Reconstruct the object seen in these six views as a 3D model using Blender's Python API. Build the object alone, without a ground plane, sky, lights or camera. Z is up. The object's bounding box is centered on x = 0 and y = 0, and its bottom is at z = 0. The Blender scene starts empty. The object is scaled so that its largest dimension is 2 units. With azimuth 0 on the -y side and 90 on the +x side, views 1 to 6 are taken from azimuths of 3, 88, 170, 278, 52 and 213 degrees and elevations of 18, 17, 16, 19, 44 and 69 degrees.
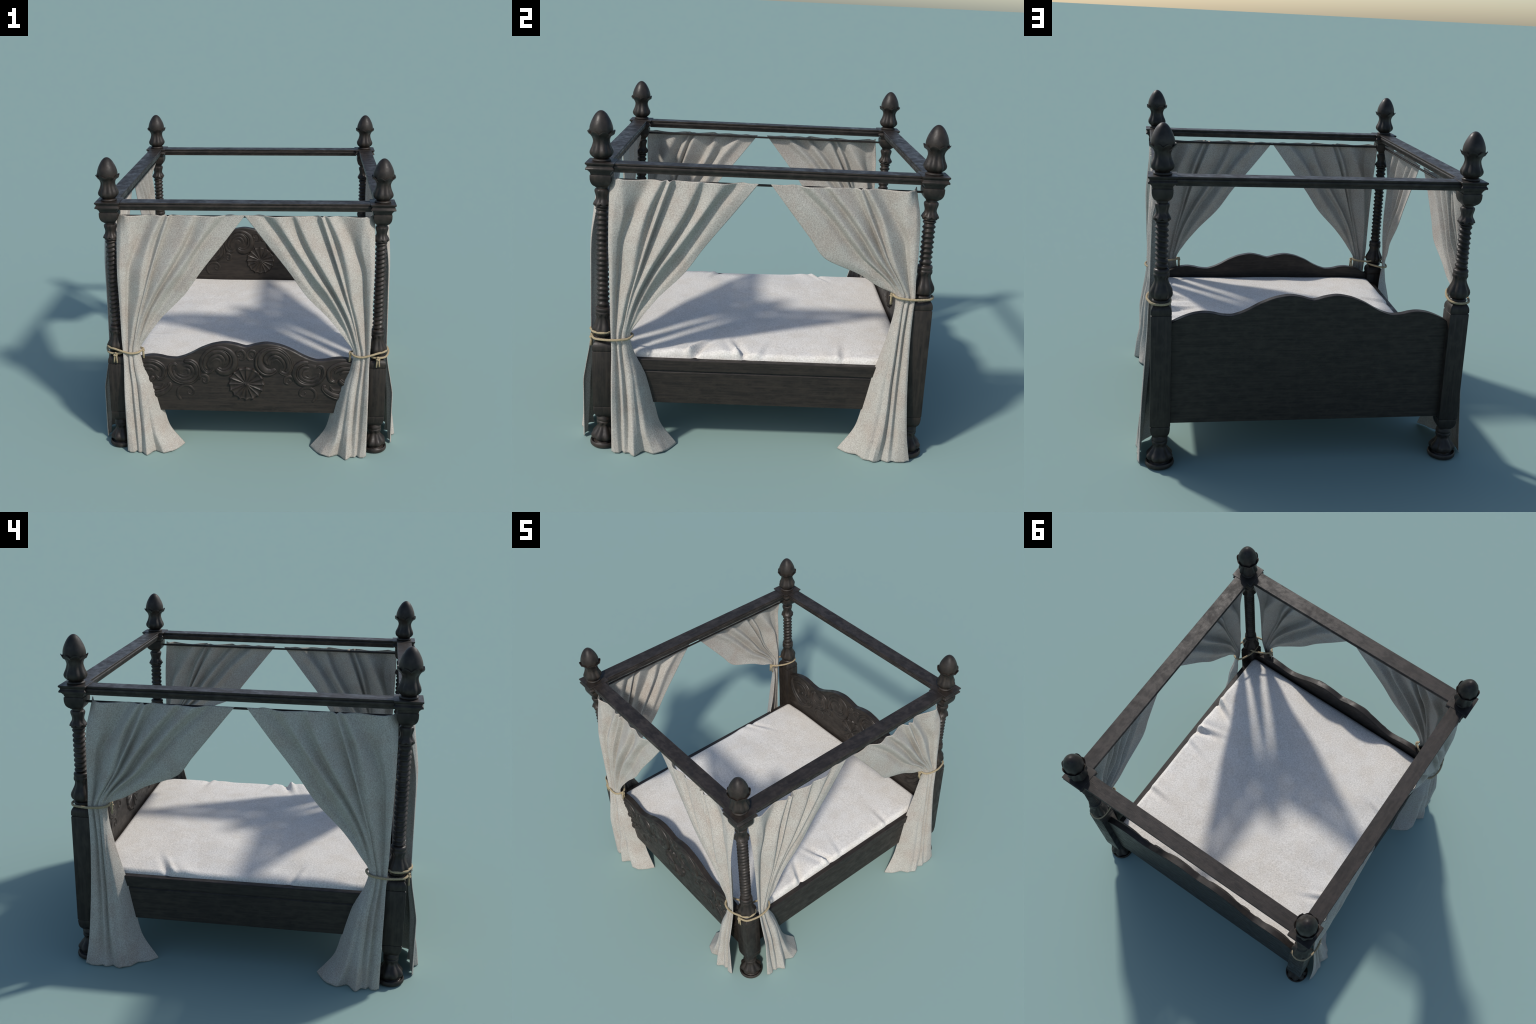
"""Carved dark-wood four-poster bed with linen curtains, built part by part."""
import bpy, math, random
import numpy as np
from mathutils import Vector, noise

random.seed(7)
PX = 0.8235            # post axis, half distance across the bed
PY_FOOT, PY_HEAD = -0.835, 0.915
SHIFT = 0.311          # foot posts carry their turned shaft this much lower
scene = bpy.context.scene


# ------------------------------------------------------------------ helpers
def link(obj, parent=None):
    scene.collection.objects.link(obj)
    if parent is not None:
        obj.parent = parent
    return obj


def make_mesh(name, verts, faces, mat, smooth=True, angle=None):
    me = bpy.data.meshes.new(name)
    me.from_pydata([tuple(v) for v in verts], [], faces)
    me.validate()
    me.update()
    me.materials.append(mat)
    me.polygons.foreach_set("use_smooth", [smooth] * len(me.polygons))
    if angle is not None:
        me.set_sharp_from_angle(angle=math.radians(angle))
    return me


def add(name, verts, faces, mat, parent, smooth=True, angle=None, loc=(0, 0, 0)):
    ob = bpy.data.objects.new(name, make_mesh(name, verts, faces, mat, smooth, angle))
    ob.location = loc
    return link(ob, parent)


def pchip(x, y, xi):
    """Monotone cubic through the points (x, y), y may have trailing axes."""
    x, y, xi = np.asarray(x, float), np.asarray(y, float), np.asarray(xi, float)
    h = np.diff(x)
    hh = h.reshape((-1,) + (1,) * (y.ndim - 1))
    d = np.diff(y, axis=0) / hh
    m = np.zeros_like(y)
    m[0], m[-1] = d[0], d[-1]
    w1, w2 = 2 * hh[1:] + hh[:-1], hh[1:] + 2 * hh[:-1]
    same = d[1:] * d[:-1] > 0
    with np.errstate(divide="ignore", invalid="ignore"):
        hm = (w1 + w2) / (w1 / d[:-1] + w2 / d[1:])
    m[1:-1] = np.where(same, hm, 0.0)
    k = np.clip(np.searchsorted(x, xi, side="right") - 1, 0, len(h) - 1)
    sh = (-1,) + (1,) * (y.ndim - 1)
    t = ((xi - x[k]) / h[k]).reshape(sh)
    hk = h[k].reshape(sh)
    return ((1 + 2 * t) * (1 - t) ** 2 * y[k] + t * (1 - t) ** 2 * hk * m[k]
            + t * t * (3 - 2 * t) * y[k + 1] + t * t * (t - 1) * hk * m[k + 1])


def grid_faces(rows, cols, closed=False, flip=False):
    out = []
    n = cols if closed else cols - 1
    for i in range(rows - 1):
        for j in range(n):
            a, b = i * cols + j, i * cols + (j + 1) % cols
            f = (a, b, b + cols, a + cols)
            out.append(f[::-1] if flip else f)
    return out


def lathe(rows, seg=64, lobes=8, phase=math.pi / 8, tilt=None):
    """Turned shape. Row = (z, radius[, flute depth[, petal lift]]).
    Flutes and petals repeat `lobes` times; tilt(z) leans a ring towards +x."""
    verts = []
    for row in rows:
        z, r = row[0], row[1]
        fl = row[2] if len(row) > 2 else 0.0
        lift = row[3] if len(row) > 3 else 0.0
        for j in range(seg):
            a = 2 * math.pi * j / seg
            c = abs(math.cos(lobes * (a - phase) / 2))       # 1 on a lobe, 0 in the groove
            rr = r * (1 + fl * (.45 * c ** 0.8 + .55 * c * c - 0.65))
            x, y = rr * math.cos(a), rr * math.sin(a)
            zz = z + lift * (c - 0.5)
            if tilt:
                zz += tilt(z) * x
            verts.append((x, y, zz))
    faces = grid_faces(len(rows), seg, closed=True)
    faces.append(tuple(range(seg))[::-1])
    n = (len(rows) - 1) * seg
    faces.append(tuple(range(n, n + seg)))
    return verts, faces


def square_loft(rows, round_=0.004):
    """Square section of half-width h at each z, with slightly rounded corners."""
    verts = []
    for z, h in rows:
        r = min(round_, h * 0.4)
        for k in range(4):
            cx = (h - r) * (1 if k in (0, 3) else -1)
            cy = (h - r) * (1 if k in (0, 1) else -1)
            for s in range(3):
                a = math.pi / 2 * k + math.pi / 4 * s
                verts.append((cx + r * math.cos(a), cy + r * math.sin(a), z))
    m = 12
    faces = grid_faces(len(rows), m, closed=True)
    faces.append(tuple(range(m))[::-1])
    n = (len(rows) - 1) * m
    faces.append(tuple(range(n, n + m)))
    return verts, faces


def sweep(path, radii, seg=10, closed=False, flat=1.0, lift_axis=None):
    """Tube along a path (list of Vectors) with a radius per point."""
    pts = [Vector(p) for p in path]
    n = len(pts)
    tang = []
    for i in range(n):
        a = pts[(i - 1) % n] if (closed or i > 0) else pts[i]
        b = pts[(i + 1) % n] if (closed or i < n - 1) else pts[i]
        tang.append((b - a).normalized())
    up = Vector((0, 0, 1)) if abs(tang[0].z) < 0.9 else Vector((1, 0, 0))
    nrm = (up - tang[0] * up.dot(tang[0])).normalized()
    verts = []
    for i in range(n):
        if lift_axis is not None:
            nrm = Vector(lift_axis)
        else:
            nrm = (nrm - tang[i] * nrm.dot(tang[i])).normalized()
        bi = tang[i].cross(nrm)
        for j in range(seg):
            a = 2 * math.pi * j / seg
            verts.append(pts[i] + nrm * (math.cos(a) * radii[i] * flat) + bi * (math.sin(a) * radii[i]))
    faces = grid_faces(n, seg, closed=True)
    if closed:
        o = (n - 1) * seg
        faces += [(o + j, o + (j + 1) % seg, (j + 1) % seg, j) for j in range(seg)]
    else:
        faces.append(tuple(range(seg))[::-1])
        faces.append(tuple(range((n - 1) * seg, n * seg)))
    return verts, faces


def smooth_path(pts, n, closed=False):
    """Catmull-Rom resample of control points (any dimension)."""
    P = np.asarray(pts, float)
    m = len(P)
    out = []
    spans = m if closed else m - 1
    for q in range(n):
        t = q * spans / (n if closed else (n - 1))
        i = min(int(t), spans - 1)
        f = t - i
        idx = [(i + k) % m if closed else min(max(i + k, 0), m - 1) for k in (-1, 0, 1, 2)]
        a, b, c, d = P[idx[0]], P[idx[1]], P[idx[2]], P[idx[3]]
        out.append(0.5 * (2 * b + (c - a) * f + (2 * a - 5 * b + 4 * c - d) * f * f
                          + (3 * b - 3 * c + d - a) * f ** 3))
    return out


# ---------------------------------------------------------------- materials
def node_mat(name):
    m = bpy.data.materials.new(name)
    m.use_nodes = True
    nt = m.node_tree
    return m, nt, nt.nodes["Principled BSDF"]


def tex(nt, kind, coord, scale, detail=4.0, rough=0.55, stretch=(1, 1, 1)):
    mp = nt.nodes.new("ShaderNodeMapping")
    mp.inputs["Scale"].default_value = stretch
    nt.links.new(coord, mp.inputs["Vector"])
    t = nt.nodes.new(kind)
    t.inputs["Scale"].default_value = scale
    if "Detail" in t.inputs:
        t.inputs["Detail"].default_value = detail
    if "Roughness" in t.inputs:
        t.inputs["Roughness"].default_value = rough
    nt.links.new(mp.outputs["Vector"], t.inputs["Vector"])
    return t


def ramp(nt, fac, stops):
    r = nt.nodes.new("ShaderNodeValToRGB")
    els = r.color_ramp.elements
    while len(els) < len(stops):
        els.new(0.5)
    for e, (p, c) in zip(els, stops):
        e.position = p
        e.color = (*c, 1) if len(c) == 3 else c
    nt.links.new(fac, r.inputs["Fac"])
    return r.outputs["Color"]


def mix(nt, fac, a, b, mode="MIX"):
    n = nt.nodes.new("ShaderNodeMix")
    n.data_type = "RGBA"
    n.blend_type = mode
    if isinstance(fac, float):
        n.inputs["Factor"].default_value = fac
    else:
        nt.links.new(fac, n.inputs["Factor"])
    for sock, v in ((n.inputs[6], a), (n.inputs[7], b)):
        if isinstance(v, tuple):
            sock.default_value = (*v, 1)
        else:
            nt.links.new(v, sock)
    return n.outputs[2]


def bump(nt, bsdf, height, strength, dist):
    b = nt.nodes.new("ShaderNodeBump")
    b.inputs["Strength"].default_value = strength
    b.inputs["Distance"].default_value = dist
    nt.links.new(height, b.inputs["Height"])
    nt.links.new(b.outputs["Normal"], bsdf.inputs["Normal"])


WOOD_DARK, WOOD_MID, WOOD_LIGHT = (0.0085, 0.0068, 0.0058), (0.0185, 0.0146, 0.0119), (0.036, 0.0275, 0.0215)
WOOD_BLOTCH, WOOD_BLOTCH_PALE = (0.032, 0.0250, 0.0200), (0.043, 0.0340, 0.0282)


def wood(name, stretch, blotch_col=WOOD_BLOTCH):
    """Near-black stained oak; the grain runs along the axis that is least stretched."""
    m, nt, bs = node_mat(name)
    co = nt.nodes.new("ShaderNodeTexCoord").outputs["Object"]
    grain = tex(nt, "ShaderNodeTexNoise", co, 9.0, 6.0, 0.6, stretch)
    cloud = tex(nt, "ShaderNodeTexNoise", co, 27.0, 6.0, 0.65, tuple(0.55 + 0.055 * q for q in stretch))
    fine = tex(nt, "ShaderNodeTexNoise", co, 40.0, 3.0, 0.6, stretch)
    base = ramp(nt, grain.outputs["Fac"], [(0.28, WOOD_DARK), (0.5, WOOD_MID), (0.75, WOOD_LIGHT)])
    blotch_mask = ramp(nt, cloud.outputs["Fac"], [(0.47, (0, 0, 0)), (0.70, (1, 1, 1))])
    col = mix(nt, blotch_mask, base, blotch_col)
    nt.links.new(col, bs.inputs["Base Color"])
    bs.inputs["Roughness"].default_value = 0.42
    rr = ramp(nt, cloud.outputs["Fac"], [(0.35, (0.62,) * 3), (0.65, (0.36,) * 3)])
    nt.links.new(rr, bs.inputs["Roughness"])
    bs.inputs["Specular IOR Level"].default_value = 0.32
    bump(nt, bs, fine.outputs["Fac"], 0.25, 0.002)
    return m


wood_x = wood("dark_wood_grain_across", (0.6, 11, 11))
wood_y = wood("dark_wood_grain_along", (11, 0.6, 11))
wood_z = wood("dark_wood_grain_upright", (11, 11, 0.6))
wood_turned = wood("dark_wood_turned", (3, 3, 2), (0.040, 0.031, 0.025))
rail_x = wood("pale_blotched_wood_across", (1.0, 5, 5), WOOD_BLOTCH_PALE)
rail_y = wood("pale_blotched_wood_along", (5, 1.0, 5), WOOD_BLOTCH_PALE)


def cloth(name, lo, hi, speck, grain_scale, depth):
    m, nt, bs = node_mat(name)
    co = nt.nodes.new("ShaderNodeTexCoord").outputs["Object"]
    weave = tex(nt, "ShaderNodeTexNoise", co, grain_scale, 3.0, 0.7)
    patch = tex(nt, "ShaderNodeTexNoise", co, 9.0, 3.0, 0.5)
    col = ramp(nt, weave.outputs["Fac"], [(0.32, lo), (0.68, hi)])
    pm = ramp(nt, patch.outputs["Fac"], [(0.42, (0, 0, 0)), (0.65, (1, 1, 1))])
    tint = mix(nt, pm, (1, 1, 1), speck)
    nt.links.new(mix(nt, 1.0, col, tint, "MULTIPLY"), bs.inputs["Base Color"])
    bs.inputs["Roughness"].default_value = 0.95
    bs.inputs["Specular IOR Level"].default_value = 0.15
    bs.inputs["Sheen Weight"].default_value = 0.08
    bump(nt, bs, weave.outputs["Fac"], 0.5, depth)
    return m


linen = cloth("linen", (0.290, 0.273, 0.242), (0.500, 0.473, 0.424), (0.95, 0.90, 0.88), 160.0, 0.004)
sheet = cloth("bed_sheet", (0.55, 0.520, 0.474), (0.78, 0.745, 0.692), (0.95, 0.932, 0.91), 110.0, 0.004)

rope_mat, _nt, _bs = node_mat("hemp_rope")
_co = _nt.nodes.new("ShaderNodeTexCoord").outputs["Object"]
_n = tex(_nt, "ShaderNodeTexNoise", _co, 220.0, 3.0, 0.6)
_nt.links.new(ramp(_nt, _n.outputs["Fac"], [(0.3, (0.235, 0.182, 0.105)), (0.7, (0.42, 0.335, 0.205))]), _bs.inputs["Base Color"])
_bs.inputs["Roughness"].default_value = 0.9
bump(_nt, _bs, _n.outputs["Fac"], 0.6, 0.003)

# ---------------------------------------------------------------- the thing
bed = link(bpy.data.objects.new("four_poster_bed", None))
bed.empty_display_size = 0.2
bed["label"] = "dark carved four-poster bed with tied linen curtains"
bed["category"] = "canopy bed"

# ---------------------------------------------------------------- posts
FINIAL = [
    (1.6430, .030), (1.6430, .042), (1.6455, .0475), (1.6505, .0495), (1.656, .0475), (1.659, .042), (1.660, .037),
    (1.663, .041, .02), (1.669, .050, .05), (1.677, .0565, .10), (1.686, .0600, .13), (1.696, .0600, .14),
    (1.708, .0555, .14), (1.720, .0500, .13), (1.734, .0455, .12), (1.748, .0428, .10), (1.758, .0435, .10),
    (1.768, .0475, .10, .003), (1.777, .0540, .10, .006), (1.785, .0625, .09, .010), (1.791, .0690, .08, .014),
    (1.795, .0715, .07, .016), (1.798, .0710, .06, .016), (1.798, .0680, .05, .015), (1.794, .0635, .03, .008),
    (1.792, .0605), (1.800, .0610), (1.810, .0611), (1.820, .0602), (1.830, .0582), (1.842, .0545), (1.854, .0498),
    (1.866, .0440), (1.878, .0375), (1.889, .0300), (1.897, .0225), (1.903, .0150), (1.9065, .0075), (1.9075, .0010)]

CAPITAL = [
    (1.509, .030), (1.512, .0320), (1.517, .0390), (1.524, .0450), (1.533, .0500), (1.543, .0530), (1.554, .0548),
    (1.574, .0550), (1.577, .0540), (1.578, .0505), (1.582, .0505), (1.583, .0525), (1.589, .0535), (1.594, .0555),
    (1.596, .0590), (1.601, .0600), (1.602, .0640), (1.606, .0650), (1.607, .0735), (1.613, .0745), (1.618, .0720),
    (1.622, .0680), (1.627, .0670), (1.632, .0690), (1.635, .0735), (1.638, .0750), (1.6430, .0750), (1.6445, .0738), (1.6448, .0690)]

TULIP = [
    (1.4000, .0360), (1.4030, .0405), (1.4070, .0415), (1.4105, .0390), (1.4120, .0370),
    (1.4125, .0410, .05, -.006), (1.4150, .0460, .09, -.010), (1.4190, .0475, .10, -.010), (1.4240, .0450, .12, -.006),
    (1.4310, .0400, .12), (1.4390, .0350, .10), (1.4480, .0320, .08), (1.4570, .0320, .08), (1.4670, .0345, .08),
    (1.4770, .0375, .08), (1.4860, .0392, .07), (1.4930, .0385, .05), (1.4975, .0350, .03), (1.4990, .0305),
    (1.5010, .0300), (1.5050, .0312), (1.5100, .0312), (1.5120, .0300)]

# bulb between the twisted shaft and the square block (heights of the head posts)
VASE = [
    (.9470, .0360), (.9560, .0380), (.9590, .0430), (.9620, .0475), (.9680, .0500), (.9740, .0480), (.9780, .0420),
    (.9790, .0390), (.9810, .0420, .03), (.9850, .0490, .08), (.9920, .0555, .12), (1.0020, .0600, .14),
    (1.0140, .0615, .14), (1.0270, .0590, .14), (1.0420, .0520, .13), (1.0570, .0450, .12), (1.0710, .0395, .10),
    (1.0830, .0368, .09), (1.0920, .0368, .08, -.003), (1.0990, .0385, .08, -.007), (1.1045, .0415, .08, -.009),
    (1.1090, .0430, .06, -.007), (1.1130, .0435), (1.1190, .0425), (1.1220, .0395), (1.1250, .0395), (1.1280, .0420),
    (1.1350, .0425), (1.1410, .0410), (1.1450, .0370), (1.1470, .0320)]

FOOT = [
    (.0000, .0700), (.0030, .0760), (.0090, .0800), (.0180, .0812), (.0260, .0795), (.0310, .0755), (.0300, .0710),
    (.0240, .0670), (.0200, .0620), (.0215, .0580), (.0270, .0560), (.0310, .0555), (.0320, .0540, .03),
    (.0370, .0600, .09), (.0460, .0680, .13), (.0570, .0725, .15), (.0670, .0720, .16), (.0790, .0645, .16),
    (.0910, .0545, .15), (.1030, .0455, .13), (.1140, .0390, .11), (.1230, .0368, .09, -.003), (.1300, .0385, .08, -.007),
    (.1355, .0415, .08, -.008), (.1400, .0432, .05, -.005), (.1440, .0440), (.1490, .0430), (.1515, .0405),
    (.1545, .0430), (.1600, .0440), (.1680, .0430), (.1740, .0395), (.1800, .0370), (.1900, .0350)]


def block_rows(top):
    """Square block from the foot up to `top`, with a groove near each end."""
    return [(.1800, .0340), (.1850, .0370), (.1930, .0430), (.2030, .0480), (.2150, .0515), (.2290, .0535), (.2440, .0545),
            (.2485, .0535), (.2500, .0515), (.2520, .0515), (.2540, .0545), (.2570, .0555),
            (top - .060, .0555), (top - .057, .0545), (top - .055, .0515), (top - .052, .0515), (top - .050, .0545),
            (top - .046, .0555), (top - .030, .0550), (top - .020, .0530), (top - .010, .0485), (top - .003, .0430), (top, .0400)]


def twist_rows(bottom, count, pitch=.0282, first=1.3875):
    rows = [(1.4010, .0300), (1.3985, .0300)]
    for k in range(count):
        z = first - k * pitch
        rows += [(z + pitch * .50, .0272), (z + pitch * .36, .0290), (z + pitch * .16, .0340), (z + pitch * .05, .0362),
                 (z - pitch * .05, .0362), (z - pitch * .16, .0340), (z - pitch * .36, .0290)]
    rows += [(first - (count - .5) * pitch, .0272), (bottom - .004, .0320)]
    return sorted(rows)


finial_me = make_mesh("finial", *lathe(FINIAL, 80), wood_turned, True, 50)
capital_me = make_mesh("capital", *square_loft(CAPITAL, .0025), wood_turned, True, 28)
foot_me = make_mesh("foot", *lathe(FOOT, 80), wood_turned, True, 50)


def post_parts(drop, rings):
    low, top = 1.145 - drop, 1.40
    fade = lambda z: 0.27 * max(0.0, min(1.0, (z - low) / .03, (top - z) / .03))
    shaft = lathe(twist_rows(low, rings), 48, tilt=fade)
    v, f = list(shaft[0]), list(shaft[1])
    for rows in (TULIP, [(r[0] - drop,) + tuple(r[1:]) for r in VASE]):
        vv, ff = lathe(rows, 80)
        o = len(v)
        v += vv
        f += [tuple(i + o for i in q) for q in ff]
    return (make_mesh("post", v, f, wood_turned, True, 50),
            make_mesh("post_block", *square_loft(block_rows(.952 - drop), .0035), wood_z, True, 30))


head_post = post_parts(0.0, 9)
foot_post = post_parts(SHIFT, 20)
for (x, y, (shaft_me, block_me)) in ((PX, PY_FOOT, foot_post), (-PX, PY_FOOT, foot_post),
                                     (PX, PY_HEAD, head_post), (-PX, PY_HEAD, head_post)):
    post = bpy.data.objects.new("post", shaft_me)
    post.location = (x, y, 0)
    link(post, bed)
    for nm, me in (("finial", finial_me), ("capital", capital_me), ("post_block", block_me), ("foot", foot_me)):
        link(bpy.data.objects.new(nm, me), post)

# ---------------------------------------------------------------- canopy frame
BEAM = [(1.6418, .0458), (1.6403, .0474), (1.6345, .0478), (1.6330, .0462), (1.6310, .0425), (1.6290, .0425), (1.6270, .0450),
        (1.6245, .0468), (1.6200, .0474), (1.6150, .0462), (1.6110, .0430), (1.6070, .0400), (1.6030, .0390), (1.6018, .0372), (1.5930, .0368)]


def beam(name, a, b, along_x, offset, mat):
    section = [(h, z) for z, h in BEAM] + [(-h, z) for z, h in reversed(BEAM)]
    n = len(section)
    verts = []
    for t in (a, b):
        for h, z in section:
            verts.append((t, offset + h, z) if along_x else (offset + h, t, z))
    faces = [(i, (i + 1) % n, n + (i + 1) % n, n + i) for i in range(n)]
    faces += [tuple(range(n))[::-1], tuple(range(n, 2 * n))]
    return add(name, verts, faces, mat, bed, False)


for y in (PY_FOOT - .002, PY_HEAD + .002):
    beam("canopy_beam", -(PX - .065), PX - .065, True, y, rail_x)
for x in (-PX - .002, PX + .002):
    beam("canopy_beam", PY_FOOT + .065, PY_HEAD - .065, False, x, rail_y)

ROD_Z = 1.5485
for p, q in (((-PX + .03, PY_FOOT), (PX - .03, PY_FOOT)), ((PX, PY_FOOT + .03), (PX, PY_HEAD - .03)), ((-PX, PY_FOOT + .03), (-PX, PY_HEAD - .03))):
    v, f = sweep([(*p, ROD_Z), (*q, ROD_Z)], [.0065, .0065], 16)
    add("curtain_rod", v, f, wood_turned, bed, True, 40)

# ---------------------------------------------------------------- headboard and footboard
def crest(x):
    """Top edge of the boards: two outer shoulders, two middle humps, a cusp between."""
    ax = abs(x)
    X = [0, .02, .06, .13, .20, .28, .36, .41, .452, .50, .55, .595, .64, .69, .74, .78]
    Z = [.701, .705, .717, .7275, .717, .688, .645, .624, .6145, .618, .629, .6335, .6285, .614, .592, .570]
    return float(pchip(X, Z, [ax])[0])


HEAD_LIFT = .264


def board(name, y, lift):
    n = 161
    half, bottom = .776, .258
    back, front = .0165, -.0285
    c = .003
    verts, faces = [], []
    xs = [-half + 2 * half * i / (n - 1) for i in range(n)]
    prof = [(front, 0.0, -1), (front, .011, 1), (front + .002, .0045, 1), (front + .006, 0, 1), (back - c, 0, 1), (back, c, 1), (back, 0.0, -1)]
    for x in xs:
        top = crest(x) + lift + .003
        for (dy, inset, k) in prof:
            verts.append((x, y + dy, bottom if k < 0 else top - inset))
    m = len(prof)
    for i in range(n - 1):
        for j in range(m):
            a, b = i * m + j, i * m + (j + 1) % m
            faces.append((a, b, b + m, a + m))
    faces += [tuple(range(m))[::-1], tuple(range((n - 1) * m, n * m))]
    return add(name, verts, faces, wood_x, bed, True, 30)


# carved strands, right half of the foot board: (x, z, half width) along each stroke
SCROLL = {
    "carved_scroll": [
        [(.193, .562, .017), (.157, .539, .025), (.115, .545, .029), (.082, .588, .028), (.088, .650, .023), (.139, .691, .018),
         (.205, .692, .017), (.262, .647, .016), (.284, .584, .016), (.259, .531, .014), (.223, .537, .012), (.211, .570, .009), (.229, .593, .005)],
        [(.142, .585, .007), (.120, .622, .012), (.146, .664, .013), (.200, .671, .013), (.250, .634, .012), (.266, .580, .010), (.247, .548, .006)],
        [(.150, .580, .006), (.142, .618, .010), (.172, .647, .011), (.215, .634, .011), (.240, .594, .009), (.238, .566, .005)],
        [(.166, .582, .006), (.166, .610, .009), (.192, .624, .009), (.217, .603, .007), (.222, .586, .004)]],
    "carved_volute": [
        [(.400, .602, .014), (.355, .603, .019), (.319, .572, .020), (.313, .512, .020), (.349, .467, .019), (.409, .458, .018),
         (.463, .482, .017), (.490, .528, .015), (.484, .571, .013), (.457, .584, .011), (.440, .560, .008), (.451, .534, .005)],
        [(.405, .572, .006), (.358, .568, .011), (.340, .525, .013), (.370, .489, .012), (.420, .482, .012), (.456, .507, .010), (.463, .542, .006)],
        [(.402, .552, .006), (.368, .543, .010), (.366, .515, .011), (.395, .500, .010), (.428, .510, .008), (.440, .526, .004)],
        [(.402, .533, .005), (.389, .522, .007), (.405, .515, .007), (.420, .528, .004)]],
    "carved_shell": [
        [(.727, .560, .006), (.685, .592, .013), (.625, .602, .017), (.565, .588, .017), (.526, .549, .016), (.532, .493, .014),
         (.562, .480, .012), (.580, .510, .008), (.565, .529, .005)],
        [(.715, .538, .005), (.673, .565, .011), (.619, .573, .013), (.577, .555, .011), (.559, .533, .005)],
        [(.697, .518, .005), (.655, .545, .010), (.613, .546, .011), (.592, .528, .006)],
        [(.589, .497, .016), (.619, .471, .017), (.649, .471, .012), (.661, .498, .006)]],
    "carved_leaf": [
        [(.728, .575, .008), (.742, .526, .015), (.724, .459, .021), (.673, .399, .024), (.607, .372, .023), (.535, .390, .020),
         (.493, .429, .016), (.502, .456, .011)],
        [(.667, .445, .006), (.607, .418, .013), (.553, .417, .012), (.529, .450, .006)]],
    "carved_tendril": [
        [(.420, .330, .008), (.442, .369, .010), (.436, .408, .010), (.403, .433, .009), (.364, .430, .009), (.339, .400, .008),
         (.349, .374, .007), (.372, .376, .006), (.378, .396, .005), (.367, .402, .004)]],
    "carved_curl": [
        [(.301, .472, .006), (.296, .499, .009), (.271, .511, .010), (.246, .495, .009), (.247, .465, .008), (.268, .457, .007),
         (.280, .476, .005), (.268, .486, .005)],
        ],
    "carved_crook": [
        [(.046, .621, .005), (.019, .623, .007), (.004, .652, .009), (.025, .682, .009), (.055, .676, .008), (.058, .650, .007),
         (.040, .643, .005), (.034, .656, .005)]],
}
# low swelling under each scroll: centre x, z, half axes, height
SWELL = {"carved_scroll": (.183, .612, .098, .090, .007), "carved_volute": (.402, .530, .084, .074, .007), "carved_shell": (.628, .530, .085, .070, .006)}
PROUD = {"carved_scroll": .58, "carved_volute": .62, "carved_shell": .60, "carved_leaf": .55, "carved_tendril": .65, "carved_curl": .65, "carved_crook": .65}


def gouge(path, rad, proud, ribs, n=25):
    """Carved stroke: a low rounded band whose back is worked into `ribs` flutes."""
    verts = []
    m = len(path)
    for k in range(m):
        a, b = path[max(k - 1, 0)], path[min(k + 1, m - 1)]
        tx, tz = b[0] - a[0], b[2] - a[2]
        d = math.hypot(tx, tz) or 1
        nx, nz = -tz / d, tx / d
        for j in range(n):
            q = -1 + 2 * j / (n - 1)
            h = rad[k] * proud * (1 - q * q) ** .5
            if ribs > 1:            # one gouge line off the middle of a broad band
                h *= 1 - .38 * math.exp(-((q - .30) / .13) ** 2)
            verts.append((path[k][0] + nx * rad[k] * q, path[k][1] - h, path[k][2] + nz * rad[k] * q))
    return verts, grid_faces(m, n)


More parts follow.
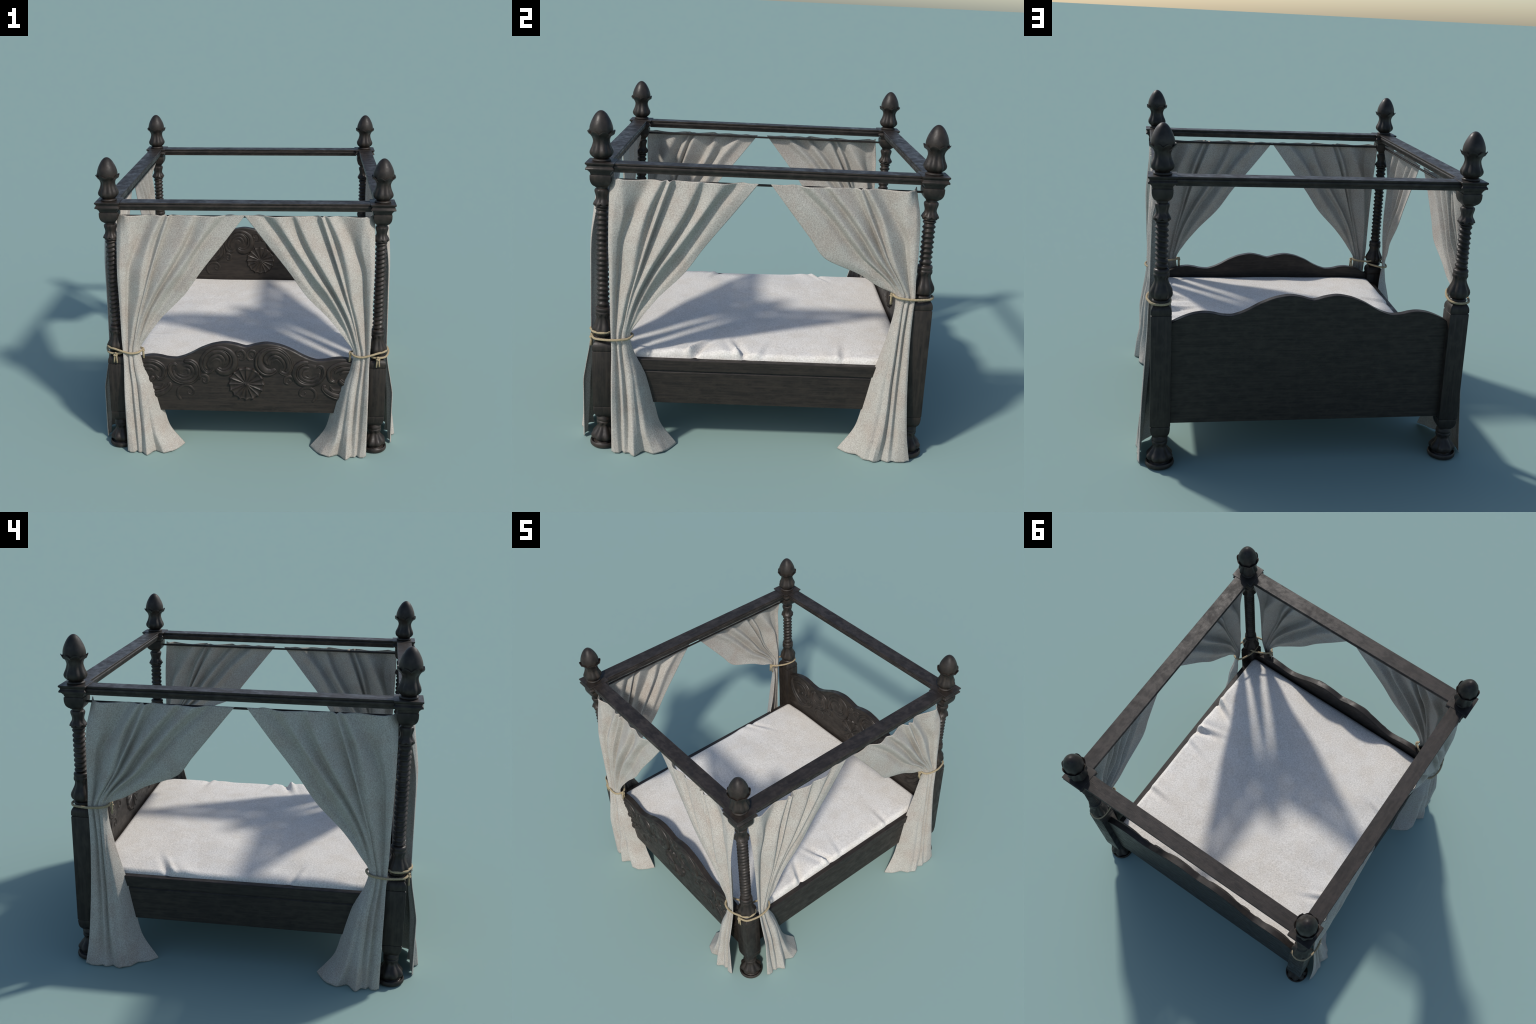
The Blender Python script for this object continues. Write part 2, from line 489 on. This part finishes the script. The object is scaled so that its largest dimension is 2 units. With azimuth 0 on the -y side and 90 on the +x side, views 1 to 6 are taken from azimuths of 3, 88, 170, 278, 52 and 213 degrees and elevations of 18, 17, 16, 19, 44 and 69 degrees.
def carving(parent, y_face, lift):
    for kind, strokes in SCROLL.items():
        for side in (1, -1):
            v, f = [], []
            for si, st in enumerate(strokes):
                pts = smooth_path(st, 10 * len(st))
                path = [(side * p[0], y_face + .001 - (.004 if si and kind in SWELL else 0), p[1] + lift) for p in pts]
                rad = [max(.003, p[2] * 1.12) for p in pts]
                # round the two tips
                for k in range(4):
                    s = math.sin((k + .6) / 4.6 * math.pi / 2)
                    rad[k] *= s
                    rad[-1 - k] *= s
                vv, ff = gouge(path, rad, PROUD[kind], 2 if max(rad) > .015 else 1)
                o = len(v)
                v += vv
                f += [tuple(i + o for i in q) for q in ff]
            if kind in SWELL:
                cx, cz, ax, az, hh = SWELL[kind]
                o = len(v)
                v.append((side * cx, y_face - hh, cz + lift))
                for i in range(1, 9):
                    q = i / 8
                    for j in range(40):
                        a = 2 * math.pi * j / 40
                        v.append((side * cx + ax * q * math.cos(a), y_face + .002 - (hh + .002) * math.sqrt(1 - q * q), cz + lift + az * q * math.sin(a)))
                f += [(o, o + 1 + (j + 1) % 40, o + 1 + j) for j in range(40)]
                f += [(o + 1 + i * 40 + j, o + 1 + i * 40 + (j + 1) % 40, o + 41 + i * 40 + (j + 1) % 40, o + 41 + i * 40 + j) for i in range(7) for j in range(40)]
            add(kind, v, f, wood_turned, parent, True, 60)
    # scalloped rosette: sixteen folded ribs round a small boss
    cx, cz, R, ribs = 0.0, .455 + lift, .119, 16
    rows, seg = 26, ribs * 16
    verts = [(cx, y_face - .010, cz)]
    for i in range(1, rows + 1):
        q = i / rows
        for j in range(seg):
            a = 2 * math.pi * j / seg
            c = 1 - abs(math.sin(ribs * a / 2))          # 1 on a rib, 0 in the hollow
            edge = R * (1 - .065 * (1 - c) ** .8)
            r = q * edge
            h = .0055 + .0070 * c ** 1.4 * min(1, q * 2.2) + .003 * (1 - q)
            h += .0035 * math.exp(-((q - .92) / .05) ** 2)       # raised rim
            if q < .13:
                h += .007 * (1 - (q / .13) ** 2)
            if q > .93:
                h *= max(0.0, (1 - q) / .07) ** .5
            verts.append((cx + r * math.cos(a), y_face - h, cz + r * math.sin(a)))
    faces = [(0, 1 + (j + 1) % seg, 1 + j) for j in range(seg)]
    for i in range(rows - 1):
        for j in range(seg):
            a, b = 1 + i * seg + j, 1 + i * seg + (j + 1) % seg
            faces.append((a, b, b + seg, a + seg))
    add("rosette", verts, faces, wood_turned, parent, True, 60)


foot_board = board("footboard", PY_FOOT, 0.0)
head_board = board("headboard", PY_HEAD, HEAD_LIFT)
carving(foot_board, PY_FOOT - .0285, 0.0)
carving(head_board, PY_HEAD - .0285, HEAD_LIFT)

# ---------------------------------------------------------------- side rails
RAIL = [(.766, .258), (.807, .258), (.810, .261), (.810, .446), (.805, .453), (.805, .462), (.8155, .462), (.817, .464), (.817, .522), (.814, .525), (.768, .525), (.766, .522)]
for s in (1, -1):
    n = len(RAIL)
    verts = [(s * x, y, z) for y in (PY_FOOT + .05, PY_HEAD - .05) for x, z in RAIL]
    faces = [(i, (i + 1) % n, n + (i + 1) % n, n + i) for i in range(n)] + [tuple(range(n)), tuple(range(n, 2 * n))]
    add("side_rail", verts, faces, wood_y, bed, False)
slat_v, slat_f = [], []
for i in range(9):
    y = -.70 + i * .19
    o = len(slat_v)
    slat_v += [(sx * .763, y + dy, z) for z in (.30, .32) for sx, dy in ((-1, -.05), (1, -.05), (1, .05), (-1, .05))]
    slat_f += [tuple(o + k for k in q) for q in ((0, 3, 2, 1), (4, 5, 6, 7), (0, 1, 5, 4), (1, 2, 6, 5), (2, 3, 7, 6), (3, 0, 4, 7))]
slats = add("bed_slat", slat_v, slat_f, wood_x, bed, False)
slats["kind"] = "stuff"

# ---------------------------------------------------------------- mattress
MX, MY0, MY1, MTOP = .783, -.815, .884, .560
# tucked creases along the two long edges: (side, y, strength, slant)
CREASES = [(1, -.37, .024, .5), (1, -.085, .021, -.25), (1, .48, .007, .1), (-1, .42, .012, .45), (-1, -.28, .008, -.3), (1, .02, .006, .3)]


def mattress():
    nx, ny = 150, 170
    verts = []
    r = .034
    for i in range(ny + 1):
        for j in range(nx + 1):
            u, v = j / nx * 2 - 1, i / ny * 2 - 1
            # crowd samples towards the rim
            su = math.sin(u * math.pi / 2) * .55 + u * .45
            sv = math.sin(v * math.pi / 2) * .55 + v * .45
            x = su * MX
            y = (MY0 + MY1) / 2 + sv * (MY1 - MY0) / 2
            dx, dy = MX - abs(x), min(y - MY0, MY1 - y)
            z = MTOP + .006 * (1 - su ** 4) * (1 - sv ** 4)
            z += .0045 * noise.noise((x * 2.6, y * 2.6, 1.3)) + .0025 * noise.noise((x * 6, y * 6, 4.1))
            z += .014 * math.exp(-((x + .43) / .14) ** 2 - ((y - .16) / .2) ** 2) - .008 * math.exp(-((x + .62) / .1) ** 2 - ((y + .2) / .15) ** 2)
            z -= .012 * math.exp(-((MX + x) / .13) ** 2) + .003 * math.exp(-((MX - x) / .13) ** 2)
            for side, yc, amp, slant in CREASES:
                d = MX - side * x
                t = y - yc - slant * d
                fade = math.exp(-(d / .14) ** 2)
                z += 1.3 * amp * fade * (math.exp(-(t / .020) ** 2) - .9 * math.exp(-((t - .034) / .022) ** 2) + .7 * math.exp(-((t + .07) / .06) ** 2))
            q = min(r, math.hypot(max(0.0, r - dx), max(0.0, r - dy)))
            z -= r - math.sqrt(r * r - q * q)
            verts.append((x, y, z))
    m = nx + 1
    faces = grid_faces(ny + 1, m)
    rim = [j for j in range(m)] + [i * m + nx for i in range(1, ny + 1)] + [ny * m + j for j in range(nx - 1, -1, -1)] + [i * m for i in range(ny - 1, 0, -1)]
    o = len(verts)
    verts += [(verts[k][0], verts[k][1], .33) for k in rim]
    n = len(rim)
    faces += [(rim[k], o + k, o + (k + 1) % n, rim[(k + 1) % n]) for k in range(n)]
    faces.append(tuple(o + k for k in range(n)))
    return verts, faces


mv, mf = mattress()
add("mattress", mv, mf, sheet, bed, True, 60)

# ---------------------------------------------------------------- curtains
# Cross-sections at falling heights. u: distance from the post axis along the
# rod, w: distance out from the rod.  Fourteen folds edges from post to opening.
CURTAIN_FOOT = [
    (1.560, [.045, .080, .112, .246, .318, .345, .362, .392, .508, .545, .632, .722, .77, .826],
            [.006, .046, .066, .032, .062, .048, .060, .030, .064, .050, .068, .030, .036, .037]),
    (1.400, [.040, .075, .115, .178, .245, .278, .307, .322, .438, .478, .540, .580, .645, .704],
            [.046, .070, .070, .028, .077, .042, .071, .032, .077, .036, .073, .032, .046, .040]),
    (1.200, [.040, .060, .083, .107, .190, .225, .242, .252, .325, .362, .405, .46, .51, .548],
            [.069, .078, .071, .041, .091, .067, .083, .045, .087, .039, .073, .031, .046, .040]),
    (1.060, [.043, .059, .077, .095, .170, .190, .200, .212, .250, .275, .305, .365, .412, .450],
            [.071, .078, .069, .040, .087, .074, .081, .056, .082, .036, .062, .024, .040, .040]),
    (.900, [.046, .058, .071, .083, .130, .148, .156, .164, .180, .196, .218, .252, .280, .298],
           [.074, .078, .070, .046, .082, .069, .076, .070, .075, .041, .057, .031, .040, .042]),
    (.780, [.047, .058, .070, .080, .108, .124, .130, .136, .145, .157, .170, .186, .198, .206],
           [.076, .078, .070, .056, .077, .064, .071, .070, .071, .052, .058, .052, .055, .055]),
    (.675, [.051, .057, .067, .077, .090, .106, .113, .119, .127, .134, .140, .146, .149, .148],
           [.078, .079, .074, .062, .074, .060, .068, .069, .066, .059, .055, .050, .046, .040]),
    (.590, [.054, .060, .070, .082, .095, .111, .119, .127, .137, .146, .152, .158, .163, .164],
           [.087, .088, .082, .065, .082, .065, .074, .075, .072, .063, .056, .046, .036, .024]),
    (.450, [.055, .061, .075, .095, .110, .129, .142, .153, .166, .178, .190, .204, .216, .224],
           [.112, .113, .106, .083, .100, .080, .092, .094, .086, .070, .062, .042, .020, .002]),
    (.350, [.057, .062, .078, .101, .117, .139, .150, .162, .177, .192, .207, .228, .245, .256],
           [.126, .128, .120, .094, .114, .092, .106, .109, .099, .079, .073, .046, .018, -.008]),
    (.240, [.057, .064, .082, .106, .123, .147, .158, .171, .188, .207, .226, .251, .270, .284],
           [.126, .129, .123, .099, .119, .099, .115, .120, .108, .084, .083, .052, .020, -.010]),
    (.140, [.058, .067, .086, .111, .128, .152, .164, .179, .199, .220, .244, .275, .297, .311],
           [.126, .131, .128, .107, .126, .112, .129, .140, .119, .092, .100, .070, .030, -.009]),
    (.002, [.058, .074, .098, .116, .133, .150, .168, .188, .214, .238, .292, .345, .382, .413],
           [.126, .133, .134, .119, .132, .129, .148, .165, .134, .104, .132, .113, .060, .000]),
]
CURTAIN_HEAD = [
    (1.560, [.085, .108, .136, .284, .350, .372, .388, .428, .544, .58, .650, .724, .78, .860],
            [.006, .046, .072, .028, .064, .052, .064, .026, .066, .050, .070, .032, .040, .040]),
    (1.400, [.060, .086, .127, .195, .260, .290, .320, .336, .405, .445, .500, .550, .61, .734],
            [.062, .075, .071, .026, .079, .040, .072, .032, .080, .036, .075, .036, .056, .046]),
    (1.270, [.054, .077, .099, .125, .215, .240, .258, .272, .315, .345, .395, .440, .500, .632],
            [.068, .076, .070, .030, .089, .058, .080, .034, .087, .036, .080, .034, .056, .046]),
    (1.170, [.053, .071, .089, .106, .180, .202, .212, .224, .250, .280, .315, .350, .430, .555],
            [.071, .077, .069, .036, .088, .070, .081, .054, .084, .034, .074, .032, .054, .042]),
    (1.080, [.053, .067, .080, .090, .138, .152, .158, .166, .180, .196, .216, .240, .290, .352],
            [.073, .078, .069, .041, .084, .069, .079, .067, .079, .041, .067, .033, .046, .036]),
    (1.020, [.051, .062, .072, .080, .106, .118, .124, .130, .140, .150, .163, .180, .214, .252],
            [.076, .078, .070, .052, .078, .068, .073, .071, .074, .052, .057, .042, .042, .036]),
    (.970, [.049, .056, .064, .072, .086, .100, .106, .112, .122, .130, .137, .143, .147, .149],
           [.078, .079, .074, .061, .074, .061, .068, .069, .066, .058, .054, .048, .044, .038]),
    (.900, [.053, .060, .070, .080, .092, .108, .114, .119, .126, .132, .136, .140, .143, .144],
           [.080, .083, .078, .061, .078, .062, .071, .072, .069, .060, .053, .044, .034, .022]),
    (.740, [.056, .064, .076, .090, .104, .117, .122, .127, .134, .142, .150, .158, .163, .166],
           [.087, .090, .085, .064, .084, .066, .076, .077, .071, .058, .052, .037, .020, .006]),
    (.600, [.054, .064, .078, .094, .109, .124, .131, .137, .146, .158, .169, .182, .192, .199],
           [.096, .100, .094, .073, .092, .072, .083, .086, .076, .060, .055, .034, .014, -.004]),
    (.460, [.050, .062, .080, .098, .115, .132, .140, .147, .157, .172, .188, .209, .226, .237],
           [.106, .110, .104, .082, .100, .078, .090, .094, .083, .064, .060, .037, .014, -.008]),
    (.320, [.042, .056, .078, .100, .118, .136, .145, .153, .166, .184, .206, .232, .252, .266],
           [.115, .119, .114, .094, .110, .088, .101, .107, .096, .076, .072, .044, .016, -.010]),
    (.160, [.028, .047, .074, .100, .122, .144, .155, .167, .184, .207, .232, .264, .286, .302],
           [.122, .127, .124, .107, .122, .102, .114, .124, .115, .094, .088, .052, .020, -.009]),
    (.002, [.002, .034, .070, .105, .128, .160, .174, .192, .216, .240, .262, .300, .358, .402],
           [.126, .135, .137, .134, .140, .121, .129, .138, .146, .124, .117, .072, .042, -.002]),
]


def curtain_surface(rows, ns=150, nz=190):
    zs = np.array([r[0] for r in rows])[::-1]
    U = np.array([r[1] for r in rows])[::-1]
    W = np.array([r[2] for r in rows])[::-1]
    zi = np.linspace(zs[0], zs[-1], nz)
    Ui, Wi = pchip(zs, U, zi), pchip(zs, W, zi)
    s = np.arange(U.shape[1])
    si = np.linspace(0, U.shape[1] - 1, ns)
    Us, Ws = pchip(s, Ui.T, si).T, pchip(s, Wi.T, si).T
    k = (.75 * np.clip((.16 - zi) / .16, 0, 1))[:, None]
    lin = lambda A: np.stack([np.interp(si, s, row) for row in A])
    Us, Ws = Us * (1 - k) + lin(Ui) * k, Ws * (1 - k) + lin(Wi) * k
    Z = np.repeat(zi[:, None], ns, 1)
    t = si / si[-1]
    # the heading is not quite straight; the post-side corner stands up
    topness = np.clip((Z - 1.50) / .06, 0, 1)
    Z += topness * (.0022 * np.sin(t * 23) + .0016 * np.sin(t * 51 + 1) + .012 * np.exp(-(t / .02) ** 2))
    # the hem dips between folds
    hem = np.clip((.06 - Z) / .06, 0, 1)
    Z += hem * .006 * np.maximum(0, np.sin(t * 31 + .7))
    return Us, Ws, Z


def hang(rows, place, flip, tie):
    """place(u, w) -> (x, y).  tie = dict(z, knot_at_post, pull)"""
    U, W, Z = curtain_surface(rows)
    nz, ns = U.shape
    verts = []
    for i in range(nz):
        for j in range(ns):
            z = float(Z[i, j])
            k = min(1.0, max(0.0, (z - tie["z"] - .42) / .42))
            low = min(1.0, max(0.0, (z - tie["z"] + .08) / .12))
            inner = min(1.0, j / (ns - 1) / .2)          # the post-side edge keeps its place
            pull = tie["tuck"] * k * k * (3 - 2 * k) + tie["snug"] * low * inner
            skirt = min(1.0, max(0.0, (tie["z"] - .12 - z) / .12)) * min(1.0, z / .12)
            full = .019 * skirt * math.exp(-((j / (ns - 1) - .72) / .17) ** 2)
            x, y = place(U[i, j], W[i, j] - pull + full)
            verts.append((x, y, z))
    cur = add("curtain", verts, grid_faces(nz, ns, flip=flip), linen, bed, True)
    so = cur.modifiers.new("cloth_thickness", "SOLIDIFY")
    so.thickness, so.offset = .0035, 0.0
    # cord round the post and the gathered cloth
    z0 = tie["z"]
    out = tie["lift_post"]
    c = 0.0 if tie["on_side"] else -.015         # keeps the loop centred on the post
    ring = [(.162, .042, z0 + .004), (.143, .070, z0 - .002), (.100, .086 + c * .3, z0 - .004), (.050, .090 + c * .7, z0 - .002 + out * .4),
            (0, .080 + c, z0 + out * .8), (-.042, .060 + c, z0 + out), (-.060, .016 + c, z0 + out), (-.044, -.022 + c, z0 + out),
            (.004, -.034 + c, z0 + out * .8), (.065, -.028 + c * .6, z0 + out * .3), (.125, -.008, z0 + .004), (.158, .014, z0 + .006)]
    pts = [Vector((*place(p[0], p[1]), p[2])) for p in smooth_path(ring, 110, True)]
    v, f = sweep(pts, [.0068 + .0004 * math.sin(k * 2.1) for k in range(len(pts))], 10, closed=True)
    cord = add("tie_cord", v, f, rope_mat, cur, True)
    # knot and two loose ends
    ku, kw = (-.067, .016) if tie["knot_at_post"] else (.170, .030)
    kz = z0 + (out if tie["knot_at_post"] else .004)
    kv, kf = [], []

    def part(path, rad, closed=False):
        vv, ff = sweep([Vector((*place(p[0], p[1]), p[2])) for p in path], rad, 9, closed)
        o = len(kv)
        kv.extend(vv)
        kf.extend(tuple(i + o for i in q) for q in ff)

    loop = [(ku + .007 * math.cos(a), kw + .010 * math.sin(a), kz - .008 + .002 * math.sin(2 * a)) for a in np.linspace(0, 2 * math.pi, 16, endpoint=False)]
    part(loop, [.0046] * 16, True)
    part([(ku - .004, kw - .008, kz + .005), (ku + .002, kw, kz + .007), (ku + .004, kw + .009, kz + .001)], [.0058] * 3)
    for d, ln in ((-.0055, .060), (.0060, .056)):
        side = (0, d) if tie["knot_at_post"] else (d * .5, d)
        part([(ku + side[0], kw + side[1] * .8, kz), (ku + side[0], kw + side[1], kz - .012),
              (ku + side[0] * 1.2, kw + side[1] * 1.3, kz - ln * .6), (ku + side[0] * 1.3, kw + side[1] * 1.6, kz - ln)],
             [.0052, .0052, .0050, .0056])
    add("cord_knot", kv, kf, rope_mat, cord, True)


SIDE_OUT = -.015      # the side curtains hang a little nearer to the bed
for s in (1, -1):
    hang(CURTAIN_FOOT, lambda u, w, s=s: (s * (PX - u), PY_FOOT - w), s > 0, dict(on_side=False, z=.678, knot_at_post=False, lift_post=.022, tuck=.019, snug=.006))
    hang(CURTAIN_FOOT, lambda u, w, s=s: (s * (PX + SIDE_OUT + w), PY_FOOT + u), s < 0, dict(on_side=True, z=.672, knot_at_post=True, lift_post=-.010, tuck=.0, snug=.001))
    hang(CURTAIN_HEAD, lambda u, w, s=s: (s * (PX + SIDE_OUT + w), PY_HEAD - u), s > 0, dict(on_side=True, z=.970, knot_at_post=False, lift_post=-.008, tuck=.0, snug=.002))
